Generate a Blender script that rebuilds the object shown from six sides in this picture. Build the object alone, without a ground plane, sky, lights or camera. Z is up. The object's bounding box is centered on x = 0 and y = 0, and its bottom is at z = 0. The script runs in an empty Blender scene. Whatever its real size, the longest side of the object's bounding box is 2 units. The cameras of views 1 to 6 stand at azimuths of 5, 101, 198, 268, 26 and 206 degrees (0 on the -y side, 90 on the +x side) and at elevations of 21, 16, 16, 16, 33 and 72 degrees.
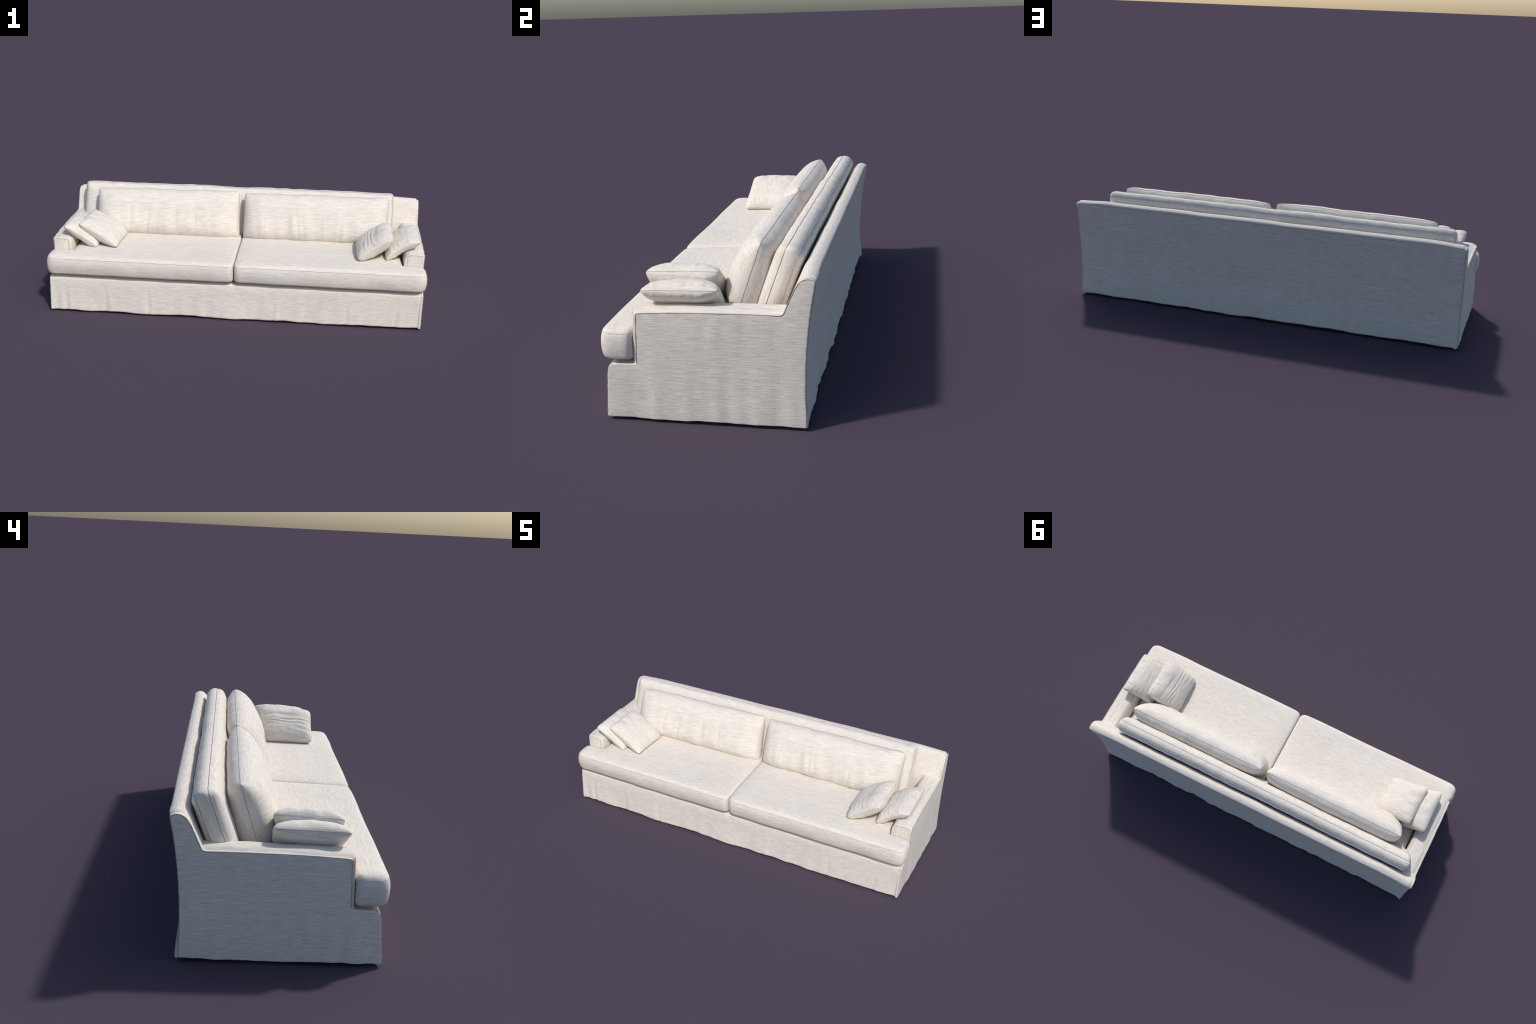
# Slip-covered two-seat sofa in slubby cream linen: skirted frame, T-shaped seat
# cushions, one long boxed back bolster, two loose back cushions, four throw pillows.
import bpy, bmesh, math
import numpy as np
from mathutils import Vector, Matrix
from mathutils.bvhtree import BVHTree

# ----------------------------------------------------------------- noise ----
def _hash(ix, iy, iz, seed):
    h = (ix * 374761393 + iy * 668265263 + iz * 2147483647 + seed * 974711) & 0xFFFFFFFF
    h = ((h ^ (h >> 13)) * 1274126177) & 0xFFFFFFFF
    h = ((h ^ (h >> 16)) * 2246822519) & 0xFFFFFFFF
    return ((h ^ (h >> 15)) & 0xFFFFFF) / float(0xFFFFFF) * 2.0 - 1.0

def noise(p, scale, seed=0):
    """Smooth value noise in [-1, 1]; scale may be a 3-tuple for stretching."""
    q = np.asarray(p, float) * np.asarray(scale, float)
    i = np.floor(q).astype(np.int64)
    f = q - i
    f = f * f * f * (f * (f * 6 - 15) + 10)
    out = 0.0
    for dx in (0, 1):
        for dy in (0, 1):
            for dz in (0, 1):
                w = (f[:, 0] if dx else 1 - f[:, 0]) * (f[:, 1] if dy else 1 - f[:, 1]) * (f[:, 2] if dz else 1 - f[:, 2])
                out = out + w * _hash(i[:, 0] + dx, i[:, 1] + dy, i[:, 2] + dz, seed)
    return out

def smooth(x, a, b):
    t = np.clip((x - a) / (b - a), 0, 1)
    return t * t * (3 - 2 * t)

# ------------------------------------------------------------- materials ----
def fabric(name, axis, tint=(1, 1, 1), end_axis=None, strength=1.08, thin=None):
    """Slub linen: long streaks along `axis`, finer threads across it.
    Faces whose normal points along `axis` take their streaks from `end_axis`."""
    m = bpy.data.materials.new(name)
    m.use_nodes = True
    nt = m.node_tree
    N, L = nt.nodes, nt.links
    bsdf = N["Principled BSDF"]
    tc = N.new("ShaderNodeTexCoord")

    def streak(ax, long, cross, detail=3.0, flat=None):
        mp = N.new("ShaderNodeMapping")
        mp.inputs["Scale"].default_value = [long if i in (ax, flat) else cross for i in range(3)]
        L.new(tc.outputs["Object"], mp.inputs["Vector"])
        n = N.new("ShaderNodeTexNoise")
        n.inputs["Scale"].default_value = 1.0
        n.inputs["Detail"].default_value = detail
        n.inputs["Roughness"].default_value = 0.6
        L.new(mp.outputs["Vector"], n.inputs["Vector"])
        return n.outputs["Fac"]

    def math_(op, a, b, c=None):
        n = N.new("ShaderNodeMath")
        n.operation = op
        for i, v in enumerate((a, b, c)):
            if v is None:
                continue
            if isinstance(v, (int, float)):
                n.inputs[i].default_value = v
            else:
                L.new(v, n.inputs[i])
        return n.outputs[0]

    def mixf(f, a, b):
        n = N.new("ShaderNodeMix")
        n.data_type = "FLOAT"
        L.new(f, n.inputs[0])
        L.new(a, n.inputs[2])
        L.new(b, n.inputs[3])
        return n.outputs[0]

    ea = (1 if axis == 0 else 0) if end_axis is None else end_axis
    sep = N.new("ShaderNodeSeparateXYZ")
    vt = N.new("ShaderNodeVectorTransform")
    vt.vector_type, vt.convert_from, vt.convert_to = "NORMAL", "WORLD", "OBJECT"
    geo = N.new("ShaderNodeNewGeometry")
    L.new(geo.outputs["Normal"], vt.inputs[0])
    L.new(vt.outputs[0], sep.inputs[0])
    end = math_("GREATER_THAN", math_("ABSOLUTE", sep.outputs[axis], 0.0), 0.75)
    def thread(ax, long, cross, detail=3.0):
        """On a puffed face the thread pattern is projected through the thickness."""
        full = streak(ax, long, cross, detail)
        if thin is None or thin == ax:
            return full
        face = math_("GREATER_THAN", math_("ABSOLUTE", sep.outputs[thin], 0.0), 0.45)
        return mixf(face, full, streak(ax, long, cross, detail, thin))

    slub = mixf(end, thread(axis, 20, 250), thread(ea, 20, 250))
    fine = mixf(end, thread(axis, 70, 760, 2), thread(ea, 70, 760, 2))
    other = 2 if axis != 2 else (0 if ea != 0 else 1)
    warp = mixf(end, thread(other, 34, 620, 2), thread(3 - axis - ea if 3 - axis - ea != axis else other, 34, 620, 2))
    broad = streak(axis, 3, 9, 2)

    v = math_("ADD", math_("MULTIPLY", slub, 0.52), math_("MULTIPLY", fine, 0.28))
    v = math_("ADD", v, math_("MULTIPLY", warp, 0.20))
    ramp = N.new("ShaderNodeValToRGB")
    cr = ramp.color_ramp
    c = lambda r, g, b: (r * tint[0], g * tint[1], b * tint[2], 1)
    cr.elements[0].position, cr.elements[0].color = 0.30, c(0.57, 0.515, 0.455)
    cr.elements[1].position, cr.elements[1].color = 0.68, c(0.885, 0.830, 0.750)
    e = cr.elements.new(0.43); e.color = c(0.685, 0.63, 0.562)
    e = cr.elements.new(0.52); e.color = c(0.758, 0.704, 0.632)
    spread = math_("ADD", math_("MULTIPLY", math_("SUBTRACT", v, 0.5), strength), 0.5)
    spread = math_("ADD", spread, math_("MULTIPLY", math_("SUBTRACT", broad, 0.5), 0.10))
    L.new(spread, ramp.inputs[0])
    L.new(ramp.outputs[0], bsdf.inputs["Base Color"])
    bsdf.inputs["Roughness"].default_value = 0.92
    bsdf.inputs["Specular IOR Level"].default_value = 0.15
    bsdf.inputs["Sheen Weight"].default_value = 0.08
    bsdf.inputs["Sheen Roughness"].default_value = 0.5
    bump = N.new("ShaderNodeBump")
    bump.inputs["Strength"].default_value = 0.42
    bump.inputs["Distance"].default_value = 0.0035
    L.new(v, bump.inputs["Height"])
    L.new(bump.outputs[0], bsdf.inputs["Normal"])
    return m

def plain(name, col, rough=0.9):
    m = bpy.data.materials.new(name)
    m.use_nodes = True
    nt = m.node_tree
    b = nt.nodes["Principled BSDF"]
    n = nt.nodes.new("ShaderNodeTexNoise")
    n.inputs["Scale"].default_value = 60
    r = nt.nodes.new("ShaderNodeValToRGB")
    r.color_ramp.elements[0].color = (*[x * 0.8 for x in col], 1)
    r.color_ramp.elements[1].color = (*[x * 1.15 for x in col], 1)
    nt.links.new(n.outputs["Fac"], r.inputs[0])
    nt.links.new(r.outputs[0], b.inputs["Base Color"])
    b.inputs["Roughness"].default_value = rough
    b.inputs["Specular IOR Level"].default_value = 0.2
    return m

LINEN_X = fabric("linen_streaks_across", 0, end_axis=1)
LINEN_Y = fabric("linen_streaks_deep", 1, end_axis=2)
LINEN_Z = fabric("linen_streaks_upright", 2, end_axis=1)
LINEN_PUFF = fabric("linen_streaks_across_puffed", 0, end_axis=1, thin=2)
SEAM = plain("seam_dark_line", (0.40, 0.37, 0.335))
WOOD = plain("dark_foot_wood", (0.06, 0.04, 0.03), 0.6)

# ---------------------------------------------------------------- helpers ---
def obj_from(name, me, parent, mats, matrix=None):
    o = bpy.data.objects.new(name, me)
    bpy.context.scene.collection.objects.link(o)
    o.parent = parent
    if matrix is not None:
        o.matrix_basis = matrix
    me.materials.clear()
    for m in mats:
        me.materials.append(m)
    for p in me.polygons:
        p.use_smooth = True
    return o

def coords(me):
    v = np.empty(len(me.vertices) * 3, np.float32)
    me.vertices.foreach_get("co", v)
    return v.reshape(-1, 3).astype(float)

def normals(me):
    v = np.empty(len(me.vertices) * 3, np.float32)
    me.vertices.foreach_get("normal", v)
    return v.reshape(-1, 3).astype(float)

def put(me, v):
    me.vertices.foreach_set("co", np.ascontiguousarray(v, np.float32).ravel())
    me.update()

def remeshed(bm, voxel, smooth_iter=4):
    """Even quad skin of a bmesh solid, evaluated to plain mesh data."""
    bmesh.ops.recalc_face_normals(bm, faces=bm.faces)
    me = bpy.data.meshes.new("tmp")
    bm.to_mesh(me)
    bm.free()
    o = bpy.data.objects.new("tmp", me)
    bpy.context.scene.collection.objects.link(o)
    r = o.modifiers.new("r", "REMESH")
    r.mode, r.voxel_size = "VOXEL", voxel
    if smooth_iter:
        s = o.modifiers.new("s", "SMOOTH")
        s.factor, s.iterations = 0.5, smooth_iter
    dg = bpy.context.evaluated_depsgraph_get()
    out = bpy.data.meshes.new_from_object(o.evaluated_get(dg))
    bpy.data.objects.remove(o)
    bpy.data.meshes.remove(me)
    return out

def prism(outline, z0, z1, radius, segs=5):
    """Extrude a closed 2D outline from z0 to z1 and round its two rims."""
    bm = bmesh.new()
    lo = [bm.verts.new((x, y, z0)) for x, y in outline]
    f = bm.faces.new(lo)
    ex = bmesh.ops.extrude_face_region(bm, geom=[f])
    up = [g for g in ex["geom"] if isinstance(g, bmesh.types.BMVert)]
    for v in up:
        v.co.z = z1
    bmesh.ops.recalc_face_normals(bm, faces=bm.faces)
    if radius > 0:
        rim = [e for e in bm.edges if abs(e.verts[0].co.z - e.verts[1].co.z) < 1e-6]
        bmesh.ops.bevel(bm, geom=rim, offset=radius, segments=segs, profile=0.5, affect="EDGES", clamp_overlap=True)
    return bm

def rounded(poly, radii, n=6):
    """Closed polygon with each corner replaced by an arc-like curve."""
    out = []
    k = len(poly)
    for i in range(k):
        p = np.array(poly[i], float)
        a = np.array(poly[i - 1], float) - p
        b = np.array(poly[(i + 1) % k], float) - p
        r = radii[i] if hasattr(radii, "__len__") else radii
        if r <= 0:
            out.append(tuple(p))
            continue
        la, lb = np.linalg.norm(a), np.linalg.norm(b)
        a, b = a / la, b / lb
        ra = min(r, la * 0.48, lb * 0.48)
        for t in np.linspace(0, 1, n):
            q = p + a * ra * (1 - t) ** 2 + b * ra * t ** 2
            out.append(tuple(q))
    return out

def resample(poly, step, closed=True):
    p = np.array(poly, float)
    if closed:
        p = np.vstack([p, p[:1]])
    d = np.r_[0, np.cumsum(np.linalg.norm(np.diff(p, axis=0), axis=1))]
    n = max(4, int(d[-1] / step))
    s = np.linspace(0, d[-1], n + 1)
    if closed:
        s = s[:-1]
    return np.stack([np.interp(s, d, p[:, i]) for i in range(p.shape[1])], 1)

def edge_distance(pts, outline):
    """Distance of 2D points to a closed outline."""
    a = np.array(outline, float)
    b = np.roll(a, -1, 0)
    best = np.full(len(pts), 1e9)
    for p, q in zip(a, b):
        e = q - p
        l2 = e @ e
        if l2 < 1e-14:
            continue
        t = np.clip(((pts - p) @ e) / l2, 0, 1)
        d = pts - p - t[:, None] * e
        best = np.minimum(best, (d * d).sum(1))
    return np.sqrt(best)

def tube_mesh(paths, radius, closed=False, sides=6):
    verts, faces = [], []
    for path in paths:
        p = np.asarray(path, float)
        n = len(p)
        tang = np.gradient(p, axis=0) if not closed else np.roll(p, -1, 0) - np.roll(p, 1, 0)
        tang /= np.linalg.norm(tang, axis=1)[:, None] + 1e-12
        ref = np.array([0.31, 0.52, 0.79])
        a = np.cross(tang, ref)
        a /= np.linalg.norm(a, axis=1)[:, None] + 1e-12
        b = np.cross(tang, a)
        base = len(verts)
        for k in range(n):
            for j in range(sides):
                w = 2 * math.pi * j / sides
                verts.append(p[k] + radius * (math.cos(w) * a[k] + math.sin(w) * b[k]))
        for k in range(n if closed else n - 1):
            k2 = (k + 1) % n
            for j in range(sides):
                j2 = (j + 1) % sides
                faces.append((base + k * sides + j, base + k * sides + j2, base + k2 * sides + j2, base + k2 * sides + j))
        if not closed:
            faces.append(tuple(base + j for j in range(sides - 1, -1, -1)))
            faces.append(tuple(base + (n - 1) * sides + j for j in range(sides)))
    me = bpy.data.meshes.new("seam")
    me.from_pydata([tuple(v) for v in verts], [], faces)
    me.update()
    return me

def seam(host, paths, parent, radius=0.0011, lift=0.0, closed=False, snap=True, name="seam"):
    """Thin dark tubes along the seam lines that follow the finished surface of `host` (host-local paths)."""
    tree = None
    if snap:
        me = host.data
        v = coords(me)
        tree = BVHTree.FromPolygons([tuple(c) for c in v], [tuple(p.vertices) for p in me.polygons])
    done = []
    for path in paths:
        q = resample(path, 0.006, closed)
        if tree:
            w = []
            for c in q:
                loc, nor, _, dist = tree.find_nearest(Vector(c))
                w.append(np.array(loc) + np.array(nor) * lift if loc is not None and dist < 0.05 else c)
            q = np.array(w)
            ker = (np.roll(q, 1, 0) + 2 * q + np.roll(q, -1, 0)) / 4
            if not closed:
                ker[0], ker[-1] = q[0], q[-1]
            q = ker
        done.append(q)
    o = obj_from(name, tube_mesh(done, radius, closed), host, [SEAM])
    return o

def grid_mesh(name, P, wrap_u=False, flip=False):
    nu, nv = P.shape[:2]
    idx = np.arange(nu * nv).reshape(nu, nv)
    if wrap_u:
        idx = np.vstack([idx, idx[:1]])
    f = np.stack([idx[:-1, :-1], idx[1:, :-1], idx[1:, 1:], idx[:-1, 1:]], -1).reshape(-1, 4)
    if flip:
        f = f[:, ::-1]
    f = f.tolist()
    if wrap_u:      # close the two ends of a swept profile
        f += [list(range(0, nu * nv, nv)), list(range(nu * nv - 1, 0, -nv))]
    me = bpy.data.meshes.new(name)
    me.from_pydata(P.reshape(-1, 3).tolist(), [], f)
    me.update()
    return me

# ------------------------------------------------------------------ sofa ----
sofa = bpy.data.objects.new("sofa", None)
bpy.context.scene.collection.objects.link(sofa)
sofa["label"] = "long slipcovered sofa in cream slub linen with skirt"
sofa["category"] = "sofa"

XS = 0.989           # outer face of the side panels
XI = 0.976           # where the side panels' thickness ends

def fold(p, axis, k, amp, z_top, z_bot, seed):
    """Soft vertical drapery that grows towards the hem."""
    w = smooth(-p[:, 2], -z_top, -z_bot)
    q = p.copy()
    q[:, 2] *= 0.18
    s = [0.0, 0.0, 4.0]
    s[axis] = k
    n1 = noise(q, s, seed)
    s2 = list(s); s2[axis] = k * 2.3
    n2 = noise(q, s2, seed + 7)
    return amp * w * (0.7 * n1 + 0.45 * n2)

def hem(x, seed):
    q = np.stack([x, x * 0, x * 0], 1)
    return 0.0030 * noise(q, 8, seed) + 0.0013 * noise(q, 21, seed + 3)

# ---- backrest: raked profile swept along x ---------------------------------
back_prof = rounded([
    (0.319, 0.010), (0.320, 0.150), (0.326, 0.270), (0.339, 0.390), (0.3580, 0.5000), (0.331, 0.5135),
    (0.304, 0.4985), (0.290, 0.470), (0.2625, 0.407), (0.251, 0.383), (0.236, 0.330), (0.22, 0.22), (0.22, 0.012)],
    [0.002, 0.05, 0.05, 0.05, 0.005, 0.022, 0.02, 0.03, 0.03, 0.02, 0.03, 0.03, 0.005])
bp = resample(back_prof, 0.006)
xs = np.linspace(-0.9800, 0.9800, 290)
P = np.zeros((len(bp), len(xs), 3))
P[..., 0] = xs[None, :]
P[..., 1] = bp[:, 0][:, None]
P[..., 2] = bp[:, 1][:, None]
f = P.reshape(-1, 3).copy()
rear = smooth(f[:, 1], 0.29, 0.31)
dy = fold(f, 0, 11, 0.0065, 0.26, 0.01, 11) + 0.0015 * noise(f, (5, 1, 7), 5)
flare = np.where(f[:, 0] < 0, 0.011, 0.003) * smooth(-f[:, 2], -0.16, -0.02) * smooth(np.abs(f[:, 0]), 0.955, 0.983)
f[:, 1] += rear * (dy * (1 - 0.75 * smooth(np.abs(f[:, 0]), 0.92, 0.98)) + flare + 0.003 * smooth(-f[:, 2], -0.2, -0.01))
f[:, 2] += smooth(-f[:, 2], -0.15, -0.01) * hem(f[:, 0], 21)
top = smooth(f[:, 2], 0.42, 0.5)
crown = 1 - smooth(np.abs(f[:, 0]), 0.80, 0.99)
f[:, 2] += top * (0.0075 * crown + 0.002 * noise(f, (7, 1, 1), 9))
corner = smooth(np.abs(f[:, 0]), 0.966, 0.984)
f[:, 2] -= top * 0.011 * corner ** 2
f[:, 1] += np.where(f[:, 2] < 0.5, 1, 1) * 0
front = 1 - smooth(f[:, 1], 0.25, 0.30)
f[:, 1] += front * 0.002 * noise(f, (6, 3, 6), 31)
bk = grid_mesh("backrest", f.reshape(P.shape), wrap_u=True)
backrest = obj_from("backrest", bk, sofa, [LINEN_X])
seam(backrest, [[(x, 0.3585, 0.5005) for x in np.linspace(-0.972, 0.972, 200)]], sofa, 0.0010, 0.0004)

# ---- base (platform and front skirt) swept along x -------------------------
base_prof = rounded([
    (-0.3395, 0.008), (-0.330, 0.120), (-0.3265, 0.165), (-0.3215, 0.1905), (-0.305, 0.1985),
    (-0.20, 0.2005), (0.21, 0.2005), (0.21, 0.014), (-0.30, 0.014)],
    [0.002, 0.02, 0.02, 0.010, 0.010, 0.02, 0.01, 0.01, 0.01])
bp = resample(base_prof, 0.006)
xs = np.linspace(-0.9785, 0.9785, 290)
P = np.zeros((len(bp), len(xs), 3))
P[..., 0] = xs[None, :]
P[..., 1] = bp[:, 0][:, None]
P[..., 2] = bp[:, 1][:, None]
f = P.reshape(-1, 3).copy()
fr = 1 - smooth(f[:, 1], -0.315, -0.29)
f[:, 1] -= fr * (fold(f, 0, 10, 0.0042, 0.19, 0.01, 41) + 0.0012 * noise(f, (6, 1, 9), 45))
# two or three sharper pressed pleats, as in a cover that hangs free
for px, am in ((-0.69, 0.0035), (-0.905, 0.0045), (-0.955, 0.003), (-0.46, 0.0035), (0.22, 0.002), (0.60, 0.0025), (0.86, 0.003)):
    am = am * 0.62
    lean = px + 0.05 * (0.19 - f[:, 2]) * (1 if px < 0 else -1)
    g = np.exp(-((f[:, 0] - lean) / 0.010) ** 2) - 0.6 * np.exp(-((f[:, 0] - lean - 0.022) / 0.014) ** 2)
    f[:, 1] += fr * am * g * smooth(-f[:, 2], -0.185, -0.04)
f[:, 2] += fr * smooth(-f[:, 2], -0.15, -0.01) * hem(f[:, 0], 51)
bs = grid_mesh("front_skirt", f.reshape(P.shape), wrap_u=True)
front_skirt = obj_from("front_skirt", bs, sofa, [LINEN_X])

# ---- side panels (one cloth from arm top to hem, wing to skirt) ------------
side_poly = [
    (0.318, 0.010), (0.3195, 0.150), (0.325, 0.270), (0.338, 0.390), (0.3565, 0.493), (0.337, 0.5035),
    (0.309, 0.4965), (0.290, 0.470), (0.2625, 0.407), (0.2515, 0.3825), (0.119, 0.3835), (-0.10, 0.379),
    (-0.2185, 0.3725), (-0.2265, 0.1995), (-0.305, 0.1975), (-0.3215, 0.189), (-0.327, 0.160), (-0.332, 0.10), (-0.3405, 0.009)]
side_rad = [0.001, 0.05, 0.05, 0.05, 0.006, 0.016, 0.02, 0.03, 0.02, 0.007, 0.05, 0.05, 0.007, 0.012, 0.012, 0.008, 0.02, 0.02, 0.001]
side_outline = rounded(side_poly, side_rad)
for sgn in (1, -1):
    bm = prism(side_outline, 0.0, XS - XI + 0.004, 0.0035, 3)
    me = remeshed(bm, 0.0034, 3)
    v = coords(me)                                  # (y, z, depth)
    w = np.stack([sgn * (XI - 0.004 + v[:, 2]), v[:, 0], v[:, 1]], 1)
    seed = 60 if sgn > 0 else 80
    dx = fold(w, 1, 13, 0.0030, 0.28, 0.01, seed) * (1 + 0.9 * smooth(-w[:, 1], 0.15, 0.29)) + 0.0012 * noise(w, (1, 8, 5), seed + 3)
    # short gathers just below the arm seam
    g = smooth(w[:, 2], 0.22, 0.35) * smooth(-w[:, 1], -0.27, -0.22)
    dx = dx + 0.0014 * g * noise(w, (1, 30, 4), seed + 5)
    inner = smooth(v[:, 2], 0.006, 0.012)
    dx = dx * inner * (1 - smooth(np.abs(w[:, 0]), 2, 3))
    puff = 0.0025 * (1 - np.exp(-edge_distance(v[:, :2], side_outline) / 0.03)) * inner
    w[:, 0] += sgn * (dx + puff - 0.002)
    w[:, 1] += 0.004 * smooth(w[:, 1], 0.285, 0.315) * smooth(-w[:, 2], -0.17, -0.01)
    w[:, 2] += smooth(-w[:, 2], -0.12, -0.01) * (hem(w[:, 1] * 1.3, seed + 9) * 0.7 * smooth(w[:, 1], -0.34, -0.22) - 0.001)
    put(me, w)
    if sgn > 0:
        me.flip_normals()
    bm2 = bmesh.new(); bm2.from_mesh(me); bmesh.ops.recalc_face_normals(bm2, faces=bm2.faces); bm2.to_mesh(me); bm2.free()
    sp = obj_from("side_panel", me, sofa, [LINEN_Y])
    # welt along arm and wing, and around the notch
    rim = [(0.357, 0.494), (0.337, 0.5045), (0.309, 0.4975), (0.290, 0.471), (0.2625, 0.408), (0.2515, 0.3835), (0.119, 0.3845), (-0.10, 0.380), (-0.2195, 0.3735), (-0.2275, 0.205)]
    rim = rounded(rim, [0, 0.016, 0.02, 0.03, 0.02, 0.006, 0.05, 0.05, 0.006, 0])
    seam(sp, [[(sgn * (XS - 0.0005), y, z) for y, z in rim]], sofa, 0.0013, 0.0007, name="welt")
    hemline = [(-0.307, 0.1965), (-0.3225, 0.186), (-0.328, 0.160), (-0.333, 0.10), (-0.341, 0.012)]
    seam(sp, [[(sgn * (XS - 0.004), y, z) for y, z in hemline]], sofa, 0.0012, 0.0002, name="corner_seam")
    rearline = [(0.358, 0.494), (0.339, 0.390), (0.326, 0.27), (0.3205, 0.15), (0.319, 0.012)]
    seam(sp, [[(sgn * (XS - 0.003), y, z) for y, z in rearline]], sofa, 0.0011, 0.0002, name="corner_seam")

# ---- arms ------------------------------------------------------------------
for sgn in (1, -1):
    # cross-section in (x, z) of the padded arm, swept in y
    sec = rounded([(0.9805, 0.10), (0.9825, 0.3785), (0.885, 0.3775), (0.8805, 0.30), (0.884, 0.10)], [0.002, 0.013, 0.034, 0.05, 0.01], 9)
    bm = bmesh.new()
    lo = [bm.verts.new((sgn * x, -0.2295, z)) for x, z in sec]
    fc = bm.faces.new(lo)
    ex = bmesh.ops.extrude_face_region(bm, geom=[fc])
    for g in ex["geom"]:
        if isinstance(g, bmesh.types.BMVert):
            g.co.y = 0.262
    bmesh.ops.recalc_face_normals(bm, faces=bm.faces)
    ring = [e for e in bm.edges if abs(e.verts[0].co.y + 0.2295) < 1e-6 and abs(e.verts[1].co.y + 0.2295) < 1e-6
            and min(abs(e.verts[0].co.x), abs(e.verts[1].co.x)) < 0.983]
    bmesh.ops.bevel(bm, geom=ring, offset=0.017, segments=6, profile=0.5, affect="EDGES", clamp_overlap=True)
    me = remeshed(bm, 0.004, 3)
    v = coords(me)
    n = normals(me)
    seed = 100 + sgn
    front = smooth(-v[:, 1], 0.20, 0.225)
    zt = smooth(v[:, 2], 0.34, 0.37)
    # arm rises slightly to the rear
    v[:, 2] += zt * np.interp(v[:, 1], [-0.22, -0.1, 0.119, 0.255], [-0.0055, 0.0015, 0.0050, 0.0050])
    v[:, 1] += front * 0.006 * (0.372 - v[:, 2]) / 0.17 * -1
    d = 0.0022 * noise(v, (9, 12, 9), seed) + 0.0012 * noise(v, (26, 30, 12), seed + 2)
    keep = smooth(0.984 - np.abs(v[:, 0]), 0.002, 0.03)
    v += n * (d * keep)[:, None]
    v[:, 2] += zt * keep * 0.0075
    put(me, v)
    arm = obj_from("arm", me, sofa, [LINEN_Y, LINEN_Z])
    for p in me.polygons:
        if (p.normal.y < -0.7) or (p.center.z < 0.352 and abs(p.normal.z) < 0.6):
            p.material_index = 1
    top = [(sgn * x, -0.2290, 0.3735 - 0.004 * smooth(np.array([0.93 - x]), 0, 0.04)[0]) for x in np.linspace(0.985, 0.900, 20)]
    side = [(sgn * 0.899, -0.236, z) for z in np.linspace(0.366, 0.22, 20)]
    along = [(sgn * 0.9015, y, 0.381) for y in np.linspace(-0.21, 0.25, 40)]
    seam(arm, [top, side, along], sofa, 0.0010, 0.0002)

# ---- hidden feet -----------------------------------------------------------
bm = bmesh.new()
bmesh.ops.create_cone(bm, cap_ends=True, segments=20, radius1=0.020, radius2=0.026, depth=0.05)
bmesh.ops.bevel(bm, geom=[e for e in bm.edges if e.verts[0].co.z == e.verts[1].co.z], offset=0.002, segments=2, affect="EDGES")
fm = bpy.data.meshes.new("foot")
bm.to_mesh(fm); bm.free()
for x in (-0.90, 0.0, 0.90):
    for y in (-0.26, 0.25):
        obj_from("foot", fm, sofa, [WOOD], Matrix.Translation((x, y, 0.025)))

# ---- T-shaped seat cushions ------------------------------------------------
SEAT_Z0, SEAT_Z1 = 0.2110, 0.3180
def seat_top(x, y):
    return np.interp(y, [-0.345, -0.30, -0.15, 0.0, 0.2], [0.0, 0.0015, 0.009, 0.0135, 0.013])

for sgn in (1, -1):
    poly = [(0.0012, -0.3405), (0.991, -0.3405), (0.991, -0.2355), (0.8765, -0.2335), (0.8765, 0.225), (0.0015, 0.225)]
    out = rounded(poly, [0.036, 0.044, 0.030, 0.016, 0.02, 0.02], 9)
    bm = prism(out, SEAT_Z0, SEAT_Z1, 0.025, 8)
    me = remeshed(bm, 0.0042, 4)
    v = coords(me)
    t = np.clip((v[:, 2] - SEAT_Z0) / (SEAT_Z1 - SEAT_Z0), 0, 1)
    d = edge_distance(v[:, :2], out)
    seed = 130 + 10 * sgn
    crown = 1 - np.exp(-d / 0.05)
    mid = 1 - ((v[:, 0] - 0.5) / 0.5) ** 4
    up = smooth(t, 0.5, 1.0)
    v[:, 2] += up * (seat_top(v[:, 0], v[:, 1]) * np.clip(0.25 + crown, 0, 1) + 0.002 * mid - 0.0055 * np.clip(1 - d / 0.05, 0, 1) ** 2 * (1 - 0.6 * smooth(0.05 - v[:, 0], 0, 0.02) * smooth(v[:, 1], -0.3, -0.2)))
    v[:, 2] += up * 0.0018 * noise(v, (6, 7, 1), seed)
    # boxing bulges out between the two welts
    c = np.array([0.5, 0.0])
    edge = np.exp(-d / 0.012)
    bulge = 0.0095 * (1 - (2 * t - 1) ** 2) * edge
    v[:, 1] -= bulge * smooth(-v[:, 1], 0.30, 0.335)
    v[:, 0] += bulge * smooth(v[:, 0], 0.96, 0.99)
    v[:, 1] -= edge * 0.002 * noise(v, (9, 2, 14), seed + 3) * smooth(-v[:, 1], 0.30, 0.335)
    v[:, 2] += edge * (1 - t) * 0.0025 * noise(v, (8, 2, 1), seed + 4)
    v[:, 0] *= sgn
    put(me, v)
    if sgn < 0:
        me.flip_normals()
    cu = obj_from("seat_cushion", me, sofa, [LINEN_X])
    for zz in (0.301, 0.2235):
        ring = [(sgn * x, y, zz) for x, y in out]
        seam(cu, [ring], sofa, 0.0008, 0.0001, closed=True)

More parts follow.
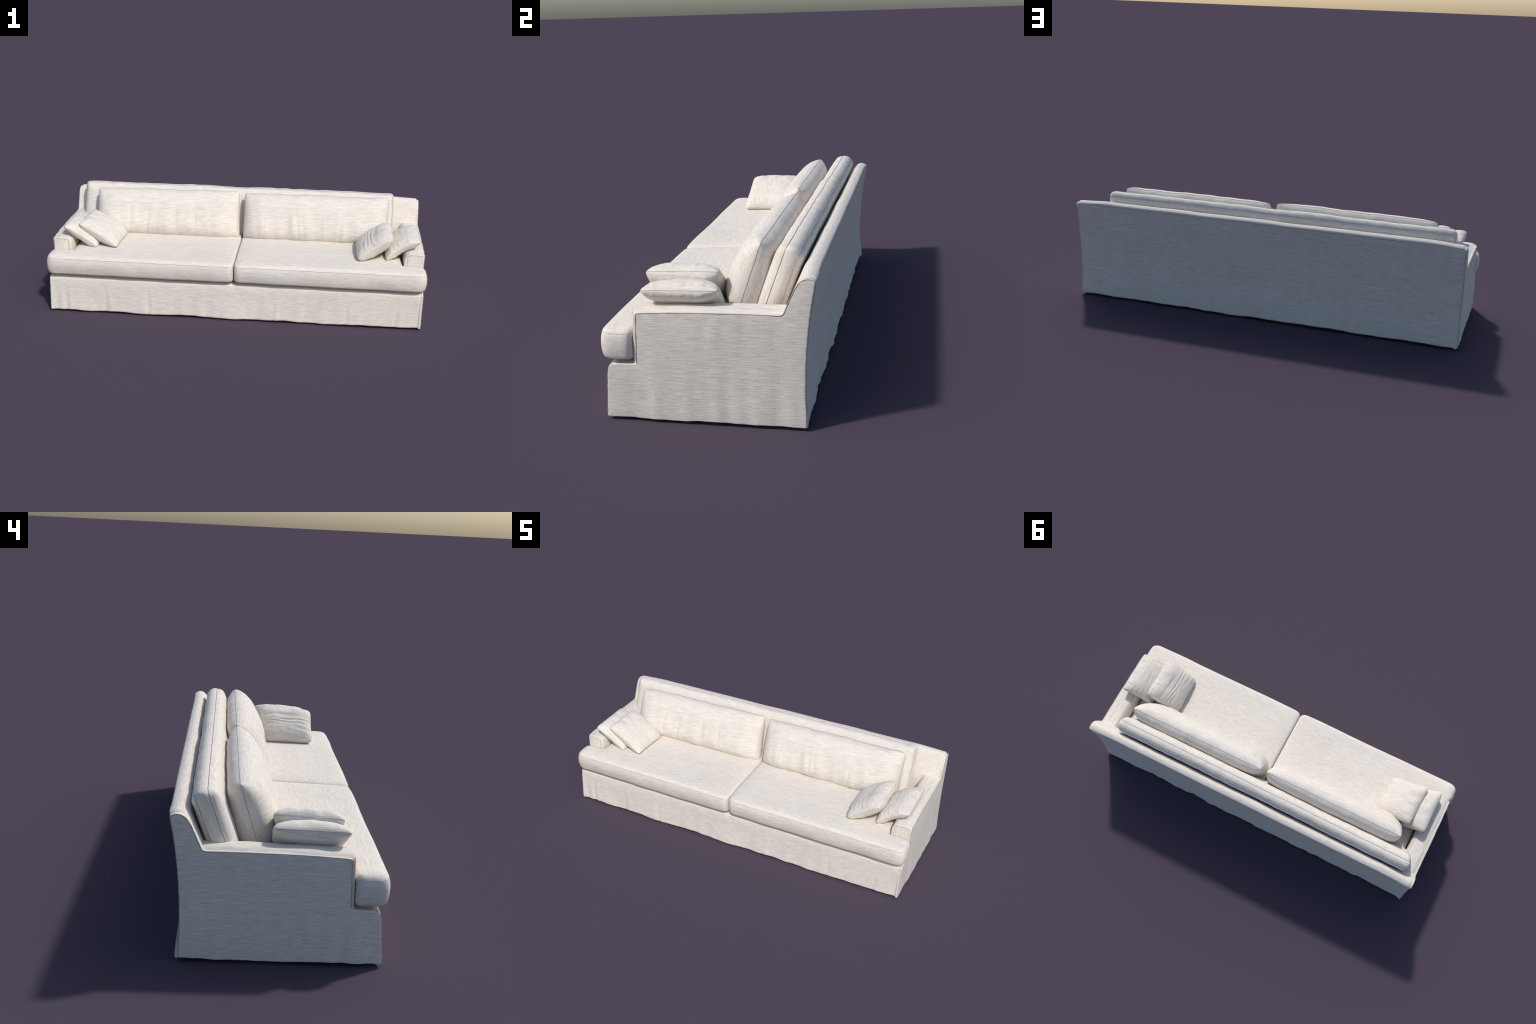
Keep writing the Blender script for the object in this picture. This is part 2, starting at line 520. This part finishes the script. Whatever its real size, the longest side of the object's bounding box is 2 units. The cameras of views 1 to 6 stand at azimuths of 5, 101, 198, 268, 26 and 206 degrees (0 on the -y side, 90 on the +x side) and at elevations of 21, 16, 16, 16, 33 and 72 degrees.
# ---- long boxed bolster leaning on the backrest ----------------------------
lean = math.atan2(0.066, 0.179)
ux = np.array([0, math.sin(lean), math.cos(lean)])
nz = np.array([0, -math.cos(lean), math.sin(lean)])     # towards the sitter
X0, X1 = -0.9215, 0.8345
ctr = np.array([(X0 + X1) / 2, 0.2165, 0.420])
HW, HH, TH = (X1 - X0) / 2, 0.1375, 0.0235
out = rounded([(-HW, -HH), (HW, -HH), (HW, HH), (-HW, HH)], 0.030, 10)
bm = prism(out, -TH - 0.004, TH + 0.004, 0.007, 4)
me = remeshed(bm, 0.0042, 4)
v = coords(me)
d = edge_distance(v[:, :2], out)
side = np.clip(v[:, 2] / TH, -1, 1)
v[:, 2] += side * 0.027 * (1 - np.exp(-d / 0.017)) * np.where(side < 0, 0.66, 1.0)
edge = np.exp(-d / 0.014)
bul = 0.008 * (1 - side ** 2) * edge
v[:, 1] += bul * np.sign(v[:, 1]) * smooth(np.abs(v[:, 1]), HH - 0.03, HH - 0.01)
v[:, 0] += bul * np.sign(v[:, 0]) * smooth(np.abs(v[:, 0]), HW - 0.03, HW - 0.01)
v[:, 1] += 0.0030 * noise(v, (5, 0, 0), 200) * smooth(v[:, 1], 0, HH) + 0.0012 * noise(v, (22, 0, 18), 201) * smooth(v[:, 1], HH * 0.8, HH)
v[:, 2] += 0.0025 * noise(v, (5, 6, 0), 203) + side * 0.0012 * noise(v, (30, 7, 0), 204)
put(me, v)
M = Matrix(((1, 0, 0, ctr[0]), (0, ux[1], nz[1], ctr[1]), (0, ux[2], nz[2], ctr[2]), (0, 0, 0, 1)))
bolster = obj_from("back_bolster", me, sofa, [LINEN_PUFF], M)
for s in (1, -1):
    seam(bolster, [[(x, y, s * (TH - 0.0015)) for x, y in out]], sofa, 0.0012, 0.0007, closed=True)

# ---- knife-edge cushions ---------------------------------------------------
def pillow(name, corners, thick, parent, mat, seed, n=150, ear=0.04, bend=None, droop=None, wrinkle=None,
           power=0.55, fall=4.0, back=1.0, clamp_z=None, corner_round=0.10, ratio=1.0, fall_v=None, seam_radius=0.0008, gather=1.0, reach=0.022):
    """corners: upper-a, upper-b, lower-b, lower-a (world). u runs a->b, v runs lower->upper."""
    ua, ub, lb, la = [np.array(c, float) for c in corners]
    ctr = (ua + ub + la + lb) / 4
    e1 = (ub - ua + lb - la); e1 /= np.linalg.norm(e1)
    e2 = (ua - la + ub - lb); e2 -= e1 * (e2 @ e1); e2 /= np.linalg.norm(e2)
    e3 = np.cross(e1, e2)
    nu, nv = int(n * ratio), n
    k = lambda m: np.sin(np.linspace(-1, 1, m) * math.pi / 2) * 0.9 + np.linspace(-1, 1, m) * 0.1
    U, V = np.meshgrid(k(nu), k(nv), indexing="ij")
    cr = 1 - corner_round * (U * U * V * V) ** 3
    uu = U * (1 - ear * (1 - V * V) * np.abs(U) ** 3) * cr
    vv = V * (1 - ear * (1 - U * U) * np.abs(V) ** 3) * cr
    a, b = (uu + 1) / 2, (vv + 1) / 2
    W = (ua[None, None] * ((1 - a) * b)[..., None] + ub * (a * b)[..., None] + lb * (a * (1 - b))[..., None] + la * ((1 - a) * (1 - b))[..., None])
    loc = np.stack([(W - ctr) @ e1, (W - ctr) @ e2, (W - ctr) @ e3], -1)
    sx = np.linalg.norm(ub - ua)
    shell = []
    # exponent of fall-off follows metres, so long cushions stay flat in the middle
    fu, fv = fall * max(1.0, ratio * 1.15), (fall_v or fall)
    prof = ((1 - np.abs(U) ** fu) * (1 - np.abs(V) ** fv))
    prof = np.clip(prof, 0, 1) ** power
    mid = np.zeros_like(prof)
    if bend is not None:
        mid = bend(U, V)
    for s in (1, -1):
        h = thick * prof * (1.0 if s > 0 else back)
        q = loc.reshape(-1, 3)
        un, vn = U.ravel(), V.ravel()
        nn = noise(q, 14, seed + s) * 0.0020 + noise(q, 33, seed + 5 + s) * 0.0007 * gather
        # gathers running in from every seam
        eu = np.exp(-(1 - np.abs(un)) * sx / 2 / reach) * (1 - np.exp(-(1 - np.abs(un)) * 40))
        ev = np.exp(-(1 - np.abs(vn)) * 0.12 / reach) * (1 - np.exp(-(1 - np.abs(vn)) * 40))
        nn = nn + 0.0016 * gather * (eu * noise(q, (8, 75, 0), seed + 11) + ev * noise(q, (75, 8, 0), seed + 12))
        if wrinkle is not None:
            nn = nn + wrinkle(un, vn, q, s)
        rim = np.clip(prof.ravel() * 2.2, 0, 1)
        hh = h + (nn * rim).reshape(h.shape)
        g = loc.copy()
        g[..., 2] += s * hh + mid
        g[..., 1] += ((0.0028 if ratio > 1.5 else 0.0014) * noise(np.stack([q[:, 0], q[:, 0] * 0, q[:, 0] * 0], 1), 17, seed + 21) * vn * np.abs(vn) ** 3).reshape(h.shape)
        shell.append(g)
    if droop is not None:
        shell = [droop(g, U, V) for g in shell]
    g1, g2 = shell
    verts = np.vstack([g1.reshape(-1, 3), g2.reshape(-1, 3)])
    idx = np.arange(nu * nv).reshape(nu, nv)
    f1 = np.stack([idx[:-1, :-1], idx[1:, :-1], idx[1:, 1:], idx[:-1, 1:]], -1).reshape(-1, 4)
    f2 = f1[:, ::-1] + nu * nv
    M = np.eye(4)
    M[:3, 0], M[:3, 1], M[:3, 2], M[:3, 3] = e1, e2, e3, ctr
    if clamp_z is not None:
        wv = verts @ M[:3, :3].T + ctr
        lim = clamp_z(wv)
        soft = 0.010
        x = wv[:, 2] - lim
        wv[:, 2] = lim + np.where(x > soft, x, soft * np.exp(np.clip((x - soft) / soft, -8, 0)))
        verts = (wv - ctr) @ M[:3, :3]
    bm = bmesh.new()
    me = bpy.data.meshes.new(name)
    me.from_pydata(verts.tolist(), [], np.vstack([f1, f2]).tolist())
    bm.from_mesh(me)
    bmesh.ops.remove_doubles(bm, verts=bm.verts, dist=1e-5)
    bmesh.ops.recalc_face_normals(bm, faces=bm.faces)
    bm.to_mesh(me)
    bm.free()
    o = obj_from(name, me, parent, [mat], Matrix(M.tolist()))
    gm = verts[: nu * nv].reshape(nu, nv, 3)
    loop = np.vstack([gm[:, -1], gm[-1, ::-1][1:], gm[::-1, 0][1:], gm[0][1:-1]])
    nxy = np.vstack([loop[1:], loop[:1]]) - np.vstack([loop[-1:], loop[:-1]])
    seam_obj = seam(o, [loop], o, seam_radius, 0.0, closed=True, snap=False)
    return o

def seat_level(w):
    x, y = np.abs(w[:, 0]), w[:, 1]
    return SEAT_Z1 + seat_top(x, y) - 0.006

# loose back cushions: plump below, slim knife edge on top
def back_fold(seed, centres):
    def f(un, vn, q, s):
        if s < 0:
            return 0.001 * noise(q, (12, 8, 0), seed)
        low = smooth(-vn, -0.75, 0.35) * smooth(1 - np.abs(vn), 0.0, 0.12)
        lo2 = q.copy(); lo2[:, 0] += 0.10 * q[:, 1]
        r = 0.0050 * low * noise(lo2, (17, 2.5, 0), seed) + 0.0012 * low * noise(lo2, (40, 4, 0), seed + 1)
        low = low * (0.55 + 0.45 * noise(lo2, (6, 9, 0), seed + 2))
        for cx, am, sl, wd in centres:
            c = cx + sl * q[:, 1]
            r = r - 0.85 * am * low * (np.exp(-((q[:, 0] - c) / wd) ** 2) - 0.8 * np.exp(-((q[:, 0] - c - 2.0 * wd) / (1.4 * wd)) ** 2))
        return r
    return f

for sgn in (1, -1):
    if sgn > 0:
        c = [(0.006, 0.148, 0.559), (0.811, 0.155, 0.560), (0.811, 0.066, 0.308), (0.004, 0.066, 0.308)]
        cen = [(-0.28, 0.0025, 0.05, 0.007), (-0.10, 0.003, -0.1, 0.009), (0.03, 0.004, -0.05, 0.010), (0.14, 0.005, 0.06, 0.012)]
    else:
        c = [(-0.827, 0.142, 0.558), (-0.019, 0.149, 0.564), (-0.010, 0.070, 0.308), (-0.822, 0.062, 0.308)]
        cen = [(-0.20, 0.004, 0.05, 0.008), (-0.10, 0.005, 0.12, 0.009), (-0.045, 0.004, 0.1, 0.008), (0.05, 0.0045, 0.08, 0.010), (0.16, 0.004, 0.0, 0.008)]
    def bend(U, V):
        return 0.004 * (1 - U ** 2) * (1 - V ** 2)
    def droop(g, U, V):
        # shift the belly of the cushion downwards
        sag = (1 - V ** 2) * 0.5
        g = g.copy()
        g[..., 2] *= (1 - 0.20 * V)
        return g
    pillow("back_cushion", c, 0.080, sofa, LINEN_PUFF, 300 + 20 * sgn, n=120, ratio=2.6, ear=0.010, fall=2.7, fall_v=3.1, power=0.5, seam_radius=0.0010, gather=0.6,
           bend=bend, droop=droop, wrinkle=back_fold(330 + sgn, cen), clamp_z=seat_level, corner_round=0.022)

# ---- throw pillows ---------------------------------------------------------
PIL_U = fabric("pillow_linen_lengthwise", 0, end_axis=1, thin=2)
PIL_V = fabric("pillow_linen_upright", 1, end_axis=0, thin=2)

def folds_a(un, vn, q, s):
    if s < 0:
        return 0
    r = 0
    for c, am, wd in ((-0.040, 0.0014, 0.009), (-0.017, 0.0033, 0.0045), (0.002, 0.0026, 0.004), (0.030, 0.0022, 0.008), (-0.068, 0.0014, 0.008)):
        ce = c + (1.2 * c - 0.08) * q[:, 0] + 0.004 * noise(q, (14, 0, 0), int(abs(c) * 900) + 5)
        r = r - am * (np.exp(-((q[:, 1] - ce) / wd) ** 2) - 0.6 * np.exp(-((q[:, 1] - ce - 1.9 * wd) / wd) ** 2)) * smooth(1 - np.abs(un), 0, 0.3) * (0.6 + 0.4 * noise(q, (13, 2, 0), int(abs(c) * 700)))
    return r

def folds_b(un, vn, q, s):
    if s < 0:
        return 0
    r = 0
    for c, am, wd in ((0.045, 0.0022, 0.006), (0.012, 0.0026, 0.005), (-0.035, 0.0020, 0.007)):
        ce = c + 0.15 * q[:, 0]
        r = r - am * (np.exp(-((q[:, 1] - ce) / wd) ** 2) - 0.6 * np.exp(-((q[:, 1] - ce - 2 * wd) / wd) ** 2)) * smooth(noise(q, (9, 5, 0), 77), -0.2, 0.4)
    return r

def folds_soft(seed):
    def f(un, vn, q, s):
        return 0.0018 * noise(q, (30, 9, 0), seed) + 0.0015 * noise(q, (9, 28, 0), seed + 1)
    return f

def drape(amount, at=0.1):
    return lambda U, V: amount * (1 - V ** 2) * (1 - 0.15 * U ** 2)

pillows = [
    # corners: upper-a, upper-b, lower-b, lower-a ; a->b chosen so that +n looks up and inwards
    ("A", [(0.819, 0.020, 0.464), (0.820, -0.241, 0.459), (0.640, -0.241, 0.332), (0.635, 0.020, 0.334)], 0.049, PIL_U, folds_a, None, 400, 0.07, 1.5),
    ("B", [(0.963, 0.050, 0.447), (0.963, -0.212, 0.440), (0.788, -0.212, 0.326), (0.790, 0.030, 0.332)], 0.041, PIL_U, folds_b, drape(0.018), 430, 0.055, 1.6),
    ("C", [(-0.930, -0.227, 0.439), (-0.930, 0.037, 0.445), (-0.760, 0.030, 0.330), (-0.748, -0.219, 0.325)], 0.042, PIL_U, folds_soft(465), drape(0.008), 460, 0.085, 1.2),
    ("D", [(-0.850, -0.210, 0.454), (-0.838, 0.034, 0.459), (-0.630, 0.008, 0.340), (-0.642, -0.221, 0.334)], 0.045, PIL_V, folds_soft(495), None, 490, 0.065, 0.8),
]
labels = {"A": "square cream linen throw pillow with soft creases", "B": "square cream linen pillow draped over the arm",
          "C": "square cream linen pillow leaning on the arm", "D": "plump square cream linen throw pillow leaning inward"}
for key, c, th, mat, wr, bd, seed, cr, ga in pillows:
    o = pillow("throw_pillow", c, th, None, mat, seed, n=130, ear=0.035, wrinkle=wr, bend=bd, power=0.52, fall=3.0,
               clamp_z=lambda w: seat_level(w) + 0.002, corner_round=cr, gather=ga, reach=0.022 if key in "CD" else 0.045)
    o["label"] = labels[key]
    o["category"] = "throw pillow"
